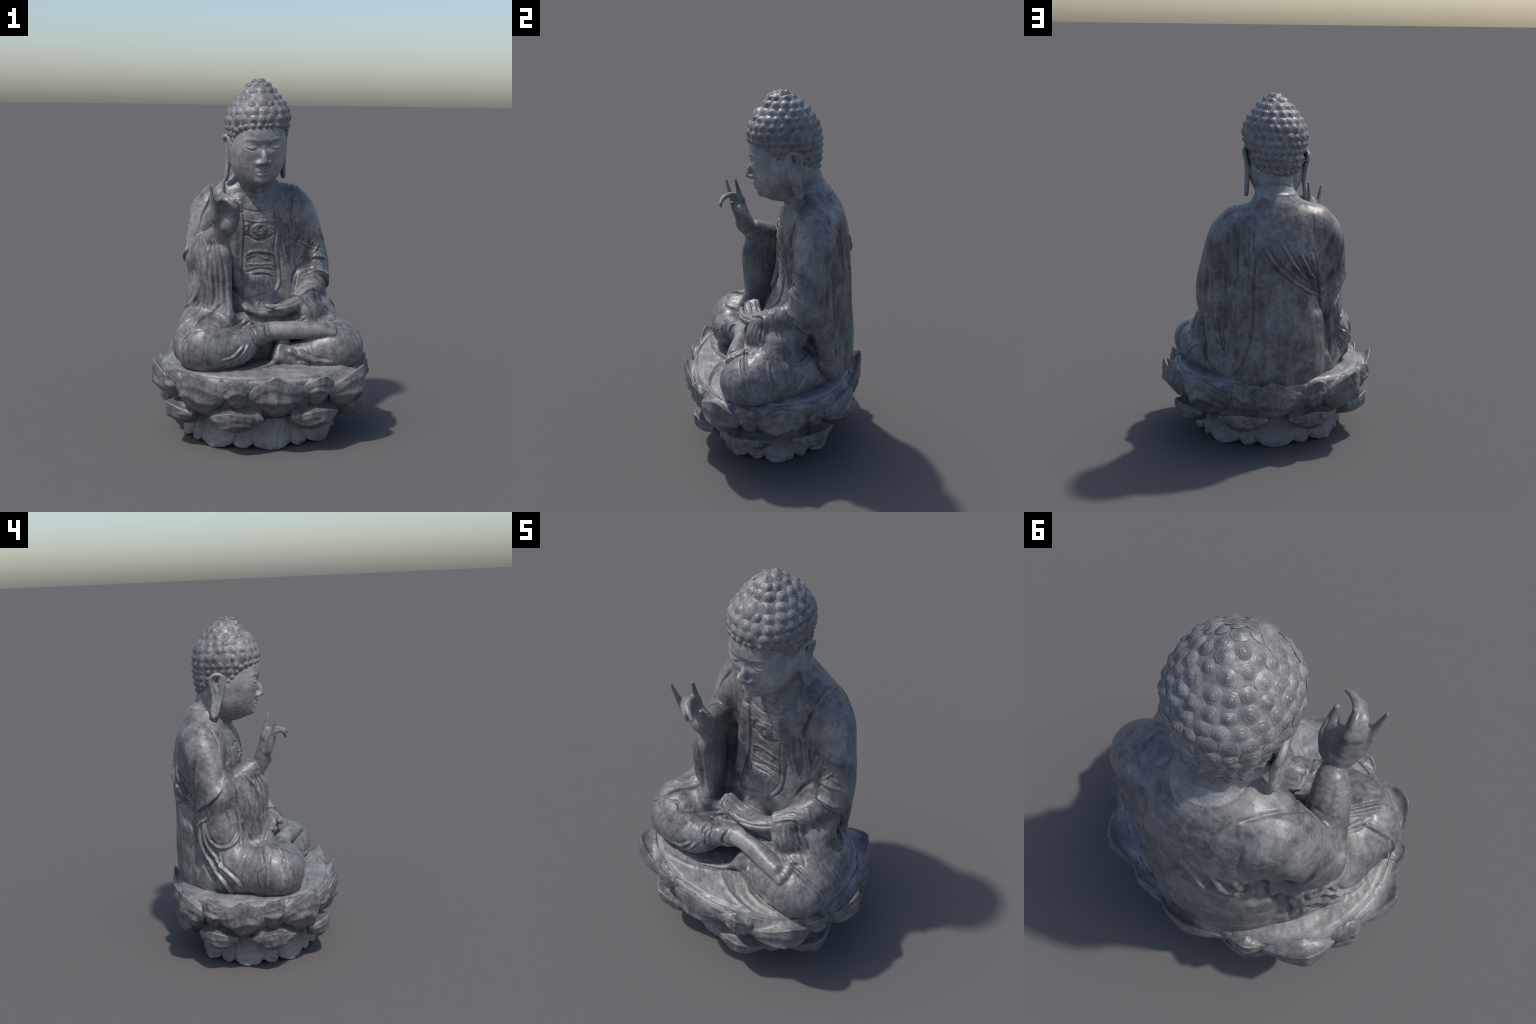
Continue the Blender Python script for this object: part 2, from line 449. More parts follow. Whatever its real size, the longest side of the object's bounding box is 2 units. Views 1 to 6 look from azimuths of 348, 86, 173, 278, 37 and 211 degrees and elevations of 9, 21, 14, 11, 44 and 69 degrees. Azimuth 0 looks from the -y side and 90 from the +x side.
def patina(name, light, dark, mott=.5, rough=.5, scale=1.0, spec=.5, metal=0.0, knob=0.0):
    m = bpy.data.materials.new(name); m.use_nodes = True
    nt = m.node_tree; b = nt.nodes['Principled BSDF']
    tc = nd(nt, 'ShaderNodeTexCoord')
    vec = tc.outputs['Object']
    if knob:
        oi = nd(nt, 'ShaderNodeObjectInfo')
        sc = nd(nt, 'ShaderNodeVectorMath', operation='MULTIPLY_ADD')
        sc.inputs[1].default_value = (.03, .03, .012)
        nt.links.new(vec, sc.inputs[0]); nt.links.new(oi.outputs['Location'], sc.inputs[2])
        vec = sc.outputs['Vector']
    big = noise(nt, vec, 7 * scale, 5, .6, .6)
    fine = noise(nt, vec, 26 * scale, 5, .6, .8)
    grain = noise(nt, vec, 140, 3, .6)
    mp = nd(nt, 'ShaderNodeMapping'); mp.inputs['Scale'].default_value = (34, 34, 5)
    nt.links.new(vec, mp.inputs['Vector'])
    streak = noise(nt, mp.outputs['Vector'], 1.0, 4, .6, .5)
    mid = tuple(.36 * a + .64 * c for a, c in zip(light, dark))
    col = ramp(nt, big, [(.36, dark), (.50, mid), (.64, light)])
    f2 = ramp(nt, fine, [(.36, .0), (.64, 1.0)])
    col = mix(nt, mott * .50, col, mix(nt, f2, dark, light))
    s2 = ramp(nt, streak, [(.40, .0), (.66, 1.0)])
    col = mix(nt, mott * .30, col, mix(nt, s2, dark, light))
    g2 = ramp(nt, grain, [(.3, .80), (.7, 1.12)])
    col = mix(nt, 1.0, col, g2, 'MULTIPLY')
    if knob:     # the coiled knob in the middle of each curl is coloured darker
        ln = nd(nt, 'ShaderNodeVectorMath', operation='LENGTH')
        flat = nd(nt, 'ShaderNodeVectorMath', operation='MULTIPLY'); flat.inputs[1].default_value = (1, 1, 0)
        nt.links.new(tc.outputs['Object'], flat.inputs[0]); nt.links.new(flat.outputs['Vector'], ln.inputs[0])
        shade = ramp(nt, ln.outputs['Value'], [(.40, 1 - knob), (.85, 1.0)])
        col = mix(nt, 1.0, col, shade, 'MULTIPLY')
    nt.links.new(col, b.inputs['Base Color'])
    rr = ramp(nt, fine, [(.3, rough - .08), (.7, rough + .12)])
    nt.links.new(rr, b.inputs['Roughness'])
    b.inputs['Specular IOR Level'].default_value = spec
    b.inputs['Metallic'].default_value = metal
    bp = nd(nt, 'ShaderNodeBump'); bp.inputs['Strength'].default_value = .25; bp.inputs['Distance'].default_value = .004
    nt.links.new(fine, bp.inputs['Height']); nt.links.new(bp.outputs['Normal'], b.inputs['Normal'])
    return m

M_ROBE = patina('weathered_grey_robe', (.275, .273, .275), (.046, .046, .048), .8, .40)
M_SKIN = patina('weathered_grey_skin', (.30, .298, .30), (.075, .075, .078), .7, .40, .8)
M_FACE = patina('weathered_grey_face', (.36, .358, .36), (.13, .13, .133), .6, .42, .8)
M_HAIR = patina('weathered_grey_hair', (.30, .298, .30), (.10, .10, .103), .6, .42, 1.6)
M_CURL = patina('weathered_grey_curl', (.30, .298, .30), (.10, .10, .103), .6, .40, 1.6, knob=.25)
M_PETAL = patina('weathered_grey_petal', (.25, .249, .25), (.055, .055, .057), .8, .42)
M_SEAT = patina('dusty_grey_seat', (.27, .268, .268), (.11, .11, .113), .7, .45)
M_FOOT = patina('pale_grey_foot', (.26, .262, .268), (.15, .152, .158), .6, .55)

# ------------------------------------------------------------------ scene helpers
def make_object(name, V, F, mat, parent, smooth=True):
    me = bpy.data.meshes.new(name)
    V = np.asarray(V, np.float32)
    me.from_pydata(V.tolist(), [], F if isinstance(F, list) else F.tolist())
    me.materials.append(mat)
    if smooth:
        me.polygons.foreach_set('use_smooth', np.ones(len(me.polygons), bool))
    me.update()
    o = bpy.data.objects.new(name, me)
    bpy.context.scene.collection.objects.link(o)
    if parent:
        o.parent = parent
    return o

statue = bpy.data.objects.new('seated_buddha_statue', None)
bpy.context.scene.collection.objects.link(statue)
statue['label'] = 'weathered grey seated buddha statue on a lotus pedestal'
statue['category'] = 'statue'

# ------------------------------------------------------------------ the figure as one skin
V, Q = mesh_of(figure, (-.60, -.42, .38), (.60, .52, 1.86), H)
for _ in range(2):
    g = gradient(figure, V)
    V = V - g * np.clip(figure(V), -H, H)[:, None]
V = relax(V, Q, 2)
N = normals_of(V, Q)
D = np.zeros(len(V))
from mathutils.kdtree import KDTree
KD = KDTree(len(V))
for i, p in enumerate(V.tolist()):
    KD.insert(p, i)
KD.balance()


def carve(kind, width, depth, pts):
    stroke(V, N, D, pts, width, depth * 1.2, kind)

# embroidered relief of the belt and the chest cloth
front = (N[:, 1] < -.4) & (np.abs(V[:, 0] + .012) < .072)
belt = np.exp(-((V[:, 2] - .985) / .032) ** 4) * front
D += .0022 * belt * np.clip(lumps(V, .019, 61) + .8 * lumps(V, .012, 62), -1, 1)
D += .0018 * np.exp(-((V[:, 2] - 1.165) / .055) ** 4) * front * lumps(V, .024, 53)
# cloud-scroll medallion on the chest cloth
turns = [(-.010 + (.008 + .0125 * t) * math.cos(2.2 * math.pi * t), .03, 1.156 + (.008 + .0125 * t) * .8 * math.sin(2.2 * math.pi * t)) for t in np.linspace(0, 3, 40)]
stroke(V, N, D, turns, .0055, .009, 'ridge', 2)
# --- folds, hems and ornament: kind, width, depth, control points
# STROKES BEGIN
carve('step', .006, .008, [(-0.177, -0.191, 1.315), (-0.108, 0.064, 1.225), (-0.104, 0.064, 1.145), (-0.108, 0.068, 1.058), (-0.112, 0.066, 0.958), (-0.119, 0.023, 0.841), (-0.125, 0.005, 0.782)])
carve('step', .006, .009, [(0.039, -0.003, 0.797), (0.074, 0.010, 0.813), (0.099, 0.037, 0.857), (0.097, 0.061, 0.929), (0.084, 0.066, 1.017), (0.089, 0.066, 1.104), (0.091, 0.063, 1.179), (0.084, 0.076, 1.271), (0.090, 0.122, 1.372)])
carve('groove', .005, .004, [(0.113, 0.073, 1.015), (0.118, 0.066, 0.928), (0.119, 0.036, 0.844), (0.081, -0.001, 0.790)])
carve('groove', .006, .006, [(0.195, 0.184, 1.386), (0.189, 0.110, 1.259), (0.174, 0.095, 1.165), (0.186, 0.103, 1.019), (0.180, 0.090, 0.924)])
carve('fold', .006, .005, [(0.205, 0.111, 1.192), (0.203, 0.113, 1.085), (0.220, 0.122, 0.976)])
carve('groove', .006, .006, [(0.199, 0.173, 1.380), (0.192, 0.109, 1.248), (0.182, 0.100, 1.136), (0.194, 0.107, 1.046), (0.196, 0.104, 0.951)])
carve('fold', .007, .005, [(0.234, 0.129, 0.991), (0.237, 0.132, 1.042), (0.268, 0.118, 1.107)])
carve('fold', .007, .006, [(0.233, 0.123, 0.954), (0.274, 0.123, 1.017), (0.328, 0.099, 1.083)])
carve('fold', .006, .005, [(0.261, 0.117, 0.961), (0.303, 0.101, 1.045), (0.317, 0.112, 1.158)])
carve('fold', .006, .004, [(0.282, 0.100, 0.963), (0.326, 0.087, 1.021), (0.356, 0.103, 1.057)])
carve('groove', .008, .010, [(0.187, 0.058, 0.826), (0.208, 0.095, 0.882), (0.239, 0.117, 0.922), (0.280, 0.102, 0.962), (0.313, 0.082, 0.979)])
carve('step', .006, .010, [(0.403, 0.109, 0.959), (0.345, 0.080, 0.983), (0.313, 0.081, 0.977), (0.284, 0.094, 0.951)])
carve('step', .006, .009, [(0.414, 0.106, 0.856), (0.346, 0.053, 0.898), (0.306, 0.050, 0.906)])
carve('fold', .008, .005, [(0.176, -0.117, 0.785), (0.248, -0.079, 0.825), (0.305, -0.055, 0.813), (0.318, -0.058, 0.756)])
carve('fold', .008, .005, [(0.169, -0.091, 0.799), (0.230, -0.047, 0.845), (0.298, -0.033, 0.853)])
carve('fold', .007, .004, [(0.241, -0.108, 0.788), (0.273, -0.133, 0.742), (0.314, -0.125, 0.689)])
carve('fold', .007, .004, [(0.271, -0.089, 0.795), (0.320, -0.077, 0.741), (0.378, -0.080, 0.696)])
carve('groove', .005, .005, [(-0.117, 0.073, 1.281), (-0.087, 0.069, 1.262), (-0.021, 0.061, 1.253), (0.057, 0.069, 1.265), (0.080, 0.079, 1.283)])
carve('ridge', .004, .004, [(-0.097, 0.061, 1.211), (-0.032, 0.053, 1.197), (0.056, 0.057, 1.205)])
carve('groove', .006, .008, [(-0.102, 0.065, 1.120), (-0.071, 0.060, 1.115), (-0.040, 0.058, 1.095), (-0.002, 0.057, 1.090), (0.036, 0.058, 1.105), (0.077, 0.063, 1.125)])
carve('ridge', .007, .007, [(-0.091, 0.066, 0.995), (-0.057, 0.061, 1.023), (-0.014, 0.058, 1.027), (0.037, 0.060, 1.022), (0.087, 0.067, 1.001)])
carve('groove', .005, .006, [(-0.098, 0.054, 0.907), (-0.058, 0.050, 0.916), (-0.002, 0.050, 0.927), (0.049, 0.051, 0.922), (0.083, 0.053, 0.909)])
carve('ridge', .005, .004, [(-0.091, 0.061, 0.946), (-0.051, 0.057, 0.955), (-0.001, 0.054, 0.950), (0.050, 0.057, 0.953), (0.083, 0.061, 0.942)])
carve('ridge', .004, .004, [(-0.071, 0.046, 0.898), (-0.040, 0.046, 0.907), (-0.003, 0.044, 0.906), (0.042, 0.045, 0.902), (0.080, 0.042, 0.879)])
carve('groove', .005, .006, [(-0.041, 0.041, 0.892), (-0.009, 0.041, 0.896), (0.035, 0.042, 0.895), (0.079, 0.038, 0.869)])
carve('groove', .005, .005, [(-0.079, 0.041, 0.880), (-0.101, 0.019, 0.822)])
carve('groove', .005, .006, [(-0.054, 0.038, 0.880), (-0.071, 0.008, 0.811)])
carve('groove', .005, .006, [(-0.029, 0.036, 0.880), (-0.048, 0.002, 0.805)])
carve('groove', .005, .006, [(-0.004, 0.036, 0.882), (-0.020, -0.000, 0.805)])
carve('groove', .005, .005, [(0.021, 0.037, 0.882), (0.022, 0.006, 0.815)])
carve('groove', .005, .005, [(0.046, 0.034, 0.872), (0.055, 0.011, 0.820)])
carve('groove', .006, .006, [(-0.139, 0.013, 0.787), (-0.112, -0.008, 0.765), (-0.070, -0.014, 0.772), (-0.013, -0.010, 0.788), (0.039, -0.004, 0.795)])
carve('fold', .006, .004, [(-0.036, -0.036, 0.738), (-0.014, -0.020, 0.771)])
carve('ridge', .006, .005, [(-0.103, 0.062, 1.170), (-0.079, 0.057, 1.183), (-0.084, 0.060, 1.151), (-0.102, 0.064, 1.145)])
carve('ridge', .006, .005, [(0.053, 0.056, 1.193), (0.079, 0.061, 1.199), (0.080, 0.061, 1.167), (0.060, 0.058, 1.162)])
carve('ridge', .005, .004, [(-0.082, 0.064, 0.983), (-0.057, 0.061, 1.001), (-0.026, 0.059, 1.001)])
carve('ridge', .005, .004, [(0.005, 0.058, 1.001), (0.025, 0.058, 0.981), (0.050, 0.061, 0.993)])
carve('groove', .005, .005, [(-0.113, 0.127, 1.393), (-0.078, 0.106, 1.375), (-0.033, 0.092, 1.365), (0.015, 0.093, 1.369), (0.063, 0.114, 1.393)])
carve('groove', .005, .004, [(-0.071, 0.094, 1.339), (-0.025, 0.083, 1.330), (0.024, 0.086, 1.334)])
carve('fold', .008, .007, [(-0.348, -0.035, 1.115), (-0.320, -0.094, 1.013), (-0.309, -0.100, 0.875), (-0.306, -0.101, 0.764)])
carve('fold', .008, .007, [(-0.317, -0.077, 1.139), (-0.294, -0.121, 1.017), (-0.285, -0.121, 0.879), (-0.279, -0.123, 0.758)])
carve('fold', .007, .006, [(-0.298, -0.097, 1.123), (-0.267, -0.138, 1.019), (-0.257, -0.136, 0.881), (-0.252, -0.141, 0.743)])
carve('groove', .008, .008, [(-0.278, -0.121, 1.072), (-0.243, -0.143, 0.964), (-0.234, -0.139, 0.835), (-0.227, -0.159, 0.727)])
carve('fold', .009, .006, [(-0.370, 0.033, 0.946), (-0.366, 0.015, 0.855), (-0.377, 0.013, 0.780), (-0.417, 0.027, 0.721)])
carve('fold', .009, .006, [(-0.383, 0.070, 0.912), (-0.395, 0.050, 0.821), (-0.417, 0.061, 0.762)])
carve('fold', .009, .006, [(-0.348, -0.042, 1.005), (-0.339, -0.056, 0.887), (-0.343, -0.043, 0.762), (-0.401, -0.153, 0.704)])
carve('groove', .007, .006, [(-0.380, -0.257, 0.681), (-0.323, -0.239, 0.688), (-0.272, -0.262, 0.664), (-0.160, -0.149, 0.662), (-0.129, -0.133, 0.685)])
carve('groove', .007, .006, [(-0.470, -0.264, 0.618), (-0.414, -0.247, 0.675), (-0.305, -0.125, 0.717), (-0.252, -0.138, 0.774)])
carve('groove', .006, .005, [(-0.503, -0.243, 0.568), (-0.478, -0.261, 0.608), (-0.401, -0.279, 0.659)])
carve('fold', .008, .006, [(-0.296, -0.336, 0.501), (-0.237, -0.336, 0.517), (-0.197, -0.336, 0.547), (-0.168, -0.326, 0.575)])
carve('fold', .008, .006, [(-0.277, -0.314, 0.466), (-0.217, -0.328, 0.495), (-0.168, -0.331, 0.542), (-0.136, -0.309, 0.588)])
carve('fold', .007, .005, [(-0.208, -0.314, 0.475), (-0.167, -0.326, 0.515), (-0.134, -0.317, 0.546)])
carve('groove', .006, .006, [(-0.106, -0.282, 0.606), (-0.089, -0.282, 0.564), (-0.015, -0.101, 0.491)])
carve('step', .006, .007, [(-0.033, -0.205, 0.655), (-0.041, -0.236, 0.630), (-0.030, -0.242, 0.599), (0.011, -0.204, 0.569)])
carve('groove', .006, .004, [(-0.113, -0.239, 0.643), (-0.113, -0.271, 0.622), (-0.102, -0.277, 0.608)])
carve('groove', .006, .005, [(-0.142, -0.156, 0.638), (-0.139, -0.256, 0.639), (-0.128, -0.282, 0.619)])
carve('fold', .009, .007, [(0.121, -0.237, 0.521), (0.144, -0.263, 0.498), (0.203, -0.287, 0.469), (0.251, -0.292, 0.452)])
carve('fold', .009, .006, [(0.141, -0.248, 0.520), (0.188, -0.282, 0.491), (0.266, -0.296, 0.465), (0.329, -0.305, 0.459)])
carve('groove', .010, .010, [(0.095, -0.239, 0.500), (0.122, -0.260, 0.478), (0.158, -0.273, 0.457)])
carve('step', .007, .014, [(-0.406, 0.097, 1.045), (-0.424, 0.142, 0.995), (-0.393, 0.213, 0.939), (-0.341, 0.264, 0.901)])
carve('groove', .010, .012, [(-0.390, 0.253, 1.198), (-0.357, 0.272, 1.059), (-0.287, 0.288, 0.940)])
carve('groove', .010, .012, [(-0.287, 0.294, 0.837), (-0.297, 0.282, 0.775), (-0.294, 0.284, 0.693), (-0.304, 0.276, 0.614)])
carve('fold', .009, .008, [(-0.376, 0.221, 0.853), (-0.383, 0.194, 0.743), (-0.418, 0.120, 0.705), (-0.423, 0.048, 0.730), (-0.381, 0.017, 0.781), (-0.365, 0.011, 0.840)])
carve('fold', .010, .010, [(-0.370, 0.233, 0.859), (-0.376, 0.212, 0.717), (-0.411, 0.148, 0.631), (-0.482, 0.047, 0.550), (-0.472, 0.005, 0.491)])
carve('fold', .011, .012, [(-0.352, 0.259, 0.814), (-0.366, 0.232, 0.674), (-0.406, 0.175, 0.589), (-0.455, 0.100, 0.509), (-0.409, 0.064, 0.429)])
carve('groove', .009, .008, [(-0.347, 0.253, 0.644), (-0.390, 0.211, 0.552), (-0.421, 0.139, 0.473)])
carve('fold', .008, .007, [(-0.322, -0.069, 1.081), (-0.334, -0.068, 0.926), (-0.323, -0.079, 0.764)])
carve('fold', .008, .007, [(-0.305, -0.090, 1.077), (-0.306, -0.103, 0.879), (-0.304, -0.103, 0.759)])
carve('fold', .007, .006, [(-0.359, -0.002, 0.854), (-0.358, -0.011, 0.790), (-0.389, -0.001, 0.728)])
carve('fold', .008, .006, [(-0.303, -0.107, 0.743), (-0.357, -0.159, 0.710), (-0.420, -0.230, 0.681)])
carve('fold', .008, .007, [(-0.392, -0.126, 0.704), (-0.492, -0.143, 0.640), (-0.509, -0.108, 0.591), (-0.508, -0.115, 0.504)])
carve('fold', .007, .006, [(-0.457, -0.154, 0.676), (-0.521, -0.152, 0.571), (-0.488, -0.149, 0.457)])
carve('fold', .006, .004, [(-0.452, -0.248, 0.651), (-0.490, -0.262, 0.577), (-0.474, -0.249, 0.469)])
carve('groove', .005, .004, [(-0.451, -0.027, 0.667), (-0.487, -0.002, 0.591), (-0.450, 0.010, 0.460)])
carve('fold', .007, .005, [(-0.319, -0.072, 1.148), (-0.322, -0.083, 1.047), (-0.334, -0.067, 0.900)])
carve('fold', .008, .006, [(-0.382, 0.022, 1.069), (-0.367, 0.014, 0.980), (-0.367, 0.025, 0.901)])
carve('groove', .007, .007, [(-0.145, 0.314, 1.415), (-0.209, 0.238, 1.407), (-0.259, 0.175, 1.375), (-0.285, 0.135, 1.308), (-0.325, 0.118, 1.230), (-0.353, 0.102, 1.126)])
carve('groove', .007, .005, [(-0.232, 0.195, 1.394), (-0.250, 0.140, 1.341), (-0.211, 0.104, 1.247), (-0.186, 0.088, 1.171), (-0.342, 0.059, 1.131)])
carve('fold', .008, .006, [(-0.173, 0.107, 1.312), (-0.177, 0.087, 1.233), (-0.182, 0.082, 1.138)])
carve('fold', .010, .009, [(-0.188, 0.405, 1.152), (-0.209, 0.385, 1.043), (-0.202, 0.354, 0.952), (-0.276, 0.300, 0.921)])
carve('fold', .009, .008, [(-0.195, 0.404, 1.073), (-0.198, 0.378, 0.967), (-0.239, 0.316, 0.904)])
carve('fold', .010, .008, [(-0.194, 0.404, 1.043), (-0.200, 0.377, 0.979), (-0.238, 0.314, 0.947)])
carve('groove', .006, .006, [(0.224, 0.354, 1.308), (0.228, 0.358, 1.197), (0.232, 0.371, 1.029)])
carve('groove', .006, .005, [(0.209, 0.364, 1.296), (0.214, 0.373, 1.179), (0.216, 0.385, 1.033)])
carve('groove', .006, .006, [(0.188, 0.369, 1.311), (0.179, 0.391, 1.239), (0.177, 0.407, 1.102), (0.158, 0.419, 1.034)])
carve('groove', .006, .006, [(0.118, 0.391, 1.328), (0.130, 0.418, 1.209), (0.121, 0.430, 1.106), (0.136, 0.428, 1.032)])
carve('groove', .006, .006, [(0.229, 0.368, 1.113), (0.228, 0.377, 0.980), (0.221, 0.381, 0.836), (0.236, 0.371, 0.716), (0.282, 0.321, 0.574)])
carve('groove', .007, .007, [(0.175, 0.407, 1.122), (0.158, 0.419, 1.047), (0.140, 0.427, 1.006)])
carve('step', .007, .010, [(0.130, 0.426, 1.126), (0.136, 0.429, 0.992), (0.136, 0.430, 0.849), (0.148, 0.430, 0.733), (0.165, 0.428, 0.638), (0.203, 0.404, 0.519), (0.255, 0.347, 0.436)])
carve('fold', .008, .006, [(0.261, 0.340, 1.278), (0.248, 0.348, 1.251), (0.241, 0.347, 1.194)])
carve('fold', .009, .008, [(0.077, 0.434, 1.198), (0.023, 0.447, 1.123), (-0.047, 0.448, 1.033)])
carve('fold', .009, .009, [(0.030, 0.446, 1.132), (-0.033, 0.449, 1.065), (-0.104, 0.440, 0.997), (-0.180, 0.411, 0.944), (-0.238, 0.317, 0.902)])
carve('fold', .009, .008, [(-0.018, 0.439, 1.225), (-0.067, 0.443, 1.141), (-0.132, 0.432, 1.038)])
carve('fold', .009, .009, [(-0.067, 0.444, 1.126), (-0.132, 0.432, 1.051), (-0.222, 0.323, 0.940), (-0.242, 0.314, 0.914)])
carve('fold', .009, .007, [(-0.124, 0.430, 1.158), (-0.161, 0.421, 1.084), (-0.189, 0.407, 1.022)])
carve('fold', .009, .008, [(-0.146, 0.426, 1.120), (-0.185, 0.410, 1.037), (-0.238, 0.314, 0.933)])
carve('fold', .009, .008, [(-0.351, 0.271, 1.048), (-0.325, 0.267, 0.973), (-0.269, 0.307, 0.897)])
carve('groove', .012, .016, [(-0.223, 0.381, 1.100), (-0.241, 0.316, 0.988), (-0.246, 0.314, 0.907)])
carve('groove', .012, .022, [(-0.246, 0.314, 0.907), (-0.264, 0.324, 0.835), (-0.295, 0.282, 0.739), (-0.321, 0.267, 0.619), (-0.334, 0.283, 0.509)])
carve('fold', .008, .006, [(-0.388, 0.198, 0.870), (-0.336, 0.270, 0.810), (-0.315, 0.273, 0.728)])
carve('fold', .009, .007, [(-0.351, 0.254, 0.691), (-0.367, 0.235, 0.584), (-0.347, 0.270, 0.496)])
carve('fold', .009, .007, [(-0.417, 0.129, 0.664), (-0.454, 0.114, 0.563)])
carve('groove', .005, .004, [(0.119, 0.291, 1.420), (0.049, 0.353, 1.427), (0.009, 0.362, 1.432)])
carve('groove', .006, .006, [(0.096, 0.202, 1.482), (0.043, 0.294, 1.517), (-0.025, 0.305, 1.518), (-0.092, 0.273, 1.498)])
carve('groove', .004, .003, [(-0.198, 0.354, 1.358), (-0.198, 0.383, 1.301), (-0.205, 0.390, 1.225)])
carve('fold', .009, .007, [(0.330, 0.308, 0.787), (0.309, 0.310, 0.669), (0.292, 0.316, 0.569)])
carve('fold', .009, .007, [(0.228, 0.374, 0.820), (0.241, 0.367, 0.686), (0.285, 0.319, 0.567)])
carve('groove', .007, .006, [(0.177, 0.118, 1.308), (0.190, 0.156, 1.367), (0.202, 0.201, 1.393), (0.208, 0.299, 1.383)])
carve('groove', .006, .005, [(0.228, 0.144, 1.340), (0.231, 0.198, 1.385), (0.230, 0.281, 1.386)])
carve('groove', .007, .006, [(0.208, 0.367, 1.287), (0.215, 0.379, 1.125), (0.228, 0.377, 0.930)])
carve('groove', .006, .005, [(0.162, 0.398, 1.252), (0.155, 0.418, 1.099), (0.150, 0.424, 0.945)])
carve('fold', .007, .005, [(0.346, 0.134, 1.176), (0.393, 0.143, 1.066)])
carve('fold', .008, .006, [(0.171, 0.101, 1.250), (0.197, 0.110, 1.095), (0.385, 0.107, 1.008)])
carve('fold', .008, .006, [(0.134, 0.076, 1.197), (0.142, 0.082, 1.033), (0.182, 0.091, 0.922)])
carve('step', .008, .014, [(0.387, 0.243, 0.770), (0.381, 0.172, 0.768), (0.408, 0.113, 0.815), (0.371, 0.055, 0.872), (0.322, 0.046, 0.902)])
carve('groove', .005, .006, [(0.387, 0.106, 0.999), (0.414, 0.127, 0.964)])
carve('groove', .010, .014, [(0.386, 0.251, 0.771), (0.387, 0.263, 0.896), (0.371, 0.279, 1.026)])
carve('groove', .012, .020, [(0.371, 0.169, 0.746), (0.335, 0.190, 0.639), (0.389, 0.218, 0.567), (0.353, 0.263, 0.454)])
carve('fold', .008, .006, [(0.361, 0.292, 0.882), (0.359, 0.297, 0.739), (0.269, 0.338, 0.578)])
carve('fold', .008, .006, [(0.210, 0.390, 0.847), (0.242, 0.369, 0.660), (0.263, 0.346, 0.566)])
carve('groove', .006, .007, [(0.355, -0.197, 0.662), (0.476, -0.202, 0.622), (0.539, -0.186, 0.551), (0.538, -0.182, 0.467)])
carve('groove', .006, .006, [(0.379, -0.174, 0.657), (0.490, -0.182, 0.620), (0.543, -0.165, 0.552), (0.546, -0.161, 0.481)])
carve('fold', .008, .006, [(0.457, -0.060, 0.648), (0.515, -0.058, 0.591), (0.530, -0.050, 0.479)])
carve('fold', .008, .005, [(0.510, -0.031, 0.587), (0.520, -0.030, 0.472)])
carve('fold', .009, .008, [(0.400, 0.027, 0.748), (0.445, 0.048, 0.650), (0.449, 0.104, 0.619), (0.396, 0.153, 0.628), (0.332, 0.186, 0.638)])
carve('fold', .009, .008, [(0.482, 0.097, 0.489), (0.461, 0.144, 0.554), (0.398, 0.188, 0.598)])
carve('fold', .008, .007, [(0.297, -0.061, 0.815), (0.321, -0.067, 0.747), (0.363, -0.080, 0.705)])
carve('fold', .008, .007, [(0.331, -0.005, 0.858), (0.364, 0.010, 0.786), (0.427, 0.030, 0.697)])
carve('step', .007, .012, [(0.383, -0.148, 0.664), (0.339, -0.168, 0.661), (0.278, -0.153, 0.658), (0.253, -0.153, 0.719), (0.226, -0.138, 0.753), (0.191, -0.118, 0.787), (0.157, -0.075, 0.792), (0.133, 0.000, 0.767)])
carve('groove', .006, .005, [(0.330, -0.103, 0.707), (0.373, -0.123, 0.673), (0.406, -0.150, 0.661)])
carve('groove', .006, .006, [(0.296, -0.153, 0.655), (0.366, -0.179, 0.655), (0.444, -0.185, 0.644), (0.509, -0.179, 0.603)])
carve('groove', .006, .005, [(0.307, -0.144, 0.660), (0.377, -0.170, 0.658), (0.459, -0.175, 0.640), (0.503, -0.165, 0.613)])
carve('groove', .006, .006, [(-0.115, -0.197, 0.648), (-0.099, -0.245, 0.638), (-0.090, -0.267, 0.613), (-0.070, -0.263, 0.569)])
carve('groove', .007, .006, [(-0.187, -0.226, 0.645), (-0.163, -0.188, 0.635), (-0.138, -0.152, 0.644), (-0.092, -0.135, 0.672)])
carve('fold', .008, .005, [(0.296, -0.092, 0.756), (0.330, -0.098, 0.714), (0.372, -0.103, 0.682)])
carve('fold', .009, .006, [(0.306, -0.015, 0.864), (0.333, -0.019, 0.833), (0.366, 0.002, 0.773)])
carve('fold', .008, .006, [(0.124, -0.149, 0.662), (0.163, -0.144, 0.662), (0.215, -0.151, 0.684)])
carve('groove', .0035, .005, [(-0.123, -0.060, 1.619), (-0.106, -0.071, 1.609), (-0.085, -0.077, 1.605), (-0.066, -0.079, 1.609), (-0.052, -0.077, 1.618)])
carve('groove', .0035, .005, [(0.022, -0.078, 1.616), (0.040, -0.078, 1.609), (0.065, -0.071, 1.611), (0.093, -0.052, 1.624)])
carve('groove', .004, .0015, [(-0.127, -0.056, 1.635), (-0.107, -0.070, 1.645), (-0.081, -0.080, 1.648), (-0.054, -0.082, 1.640)])
carve('groove', .004, .0015, [(0.011, -0.080, 1.638), (0.034, -0.080, 1.650), (0.064, -0.072, 1.650), (0.095, -0.049, 1.644)])
carve('groove', .003, .005, [(-0.057, -0.061, 1.489), (-0.036, -0.073, 1.495), (-0.013, -0.073, 1.492), (0.012, -0.065, 1.496), (0.041, -0.049, 1.496)])
carve('groove', .004, .003, [(-0.045, -0.052, 1.460), (-0.008, -0.054, 1.456), (0.031, -0.045, 1.466)])
carve('ridge', .006, .002, [(-0.138, -0.042, 1.647), (-0.115, -0.064, 1.662), (-0.082, -0.082, 1.663), (-0.050, -0.086, 1.650), (-0.030, -0.082, 1.623)])
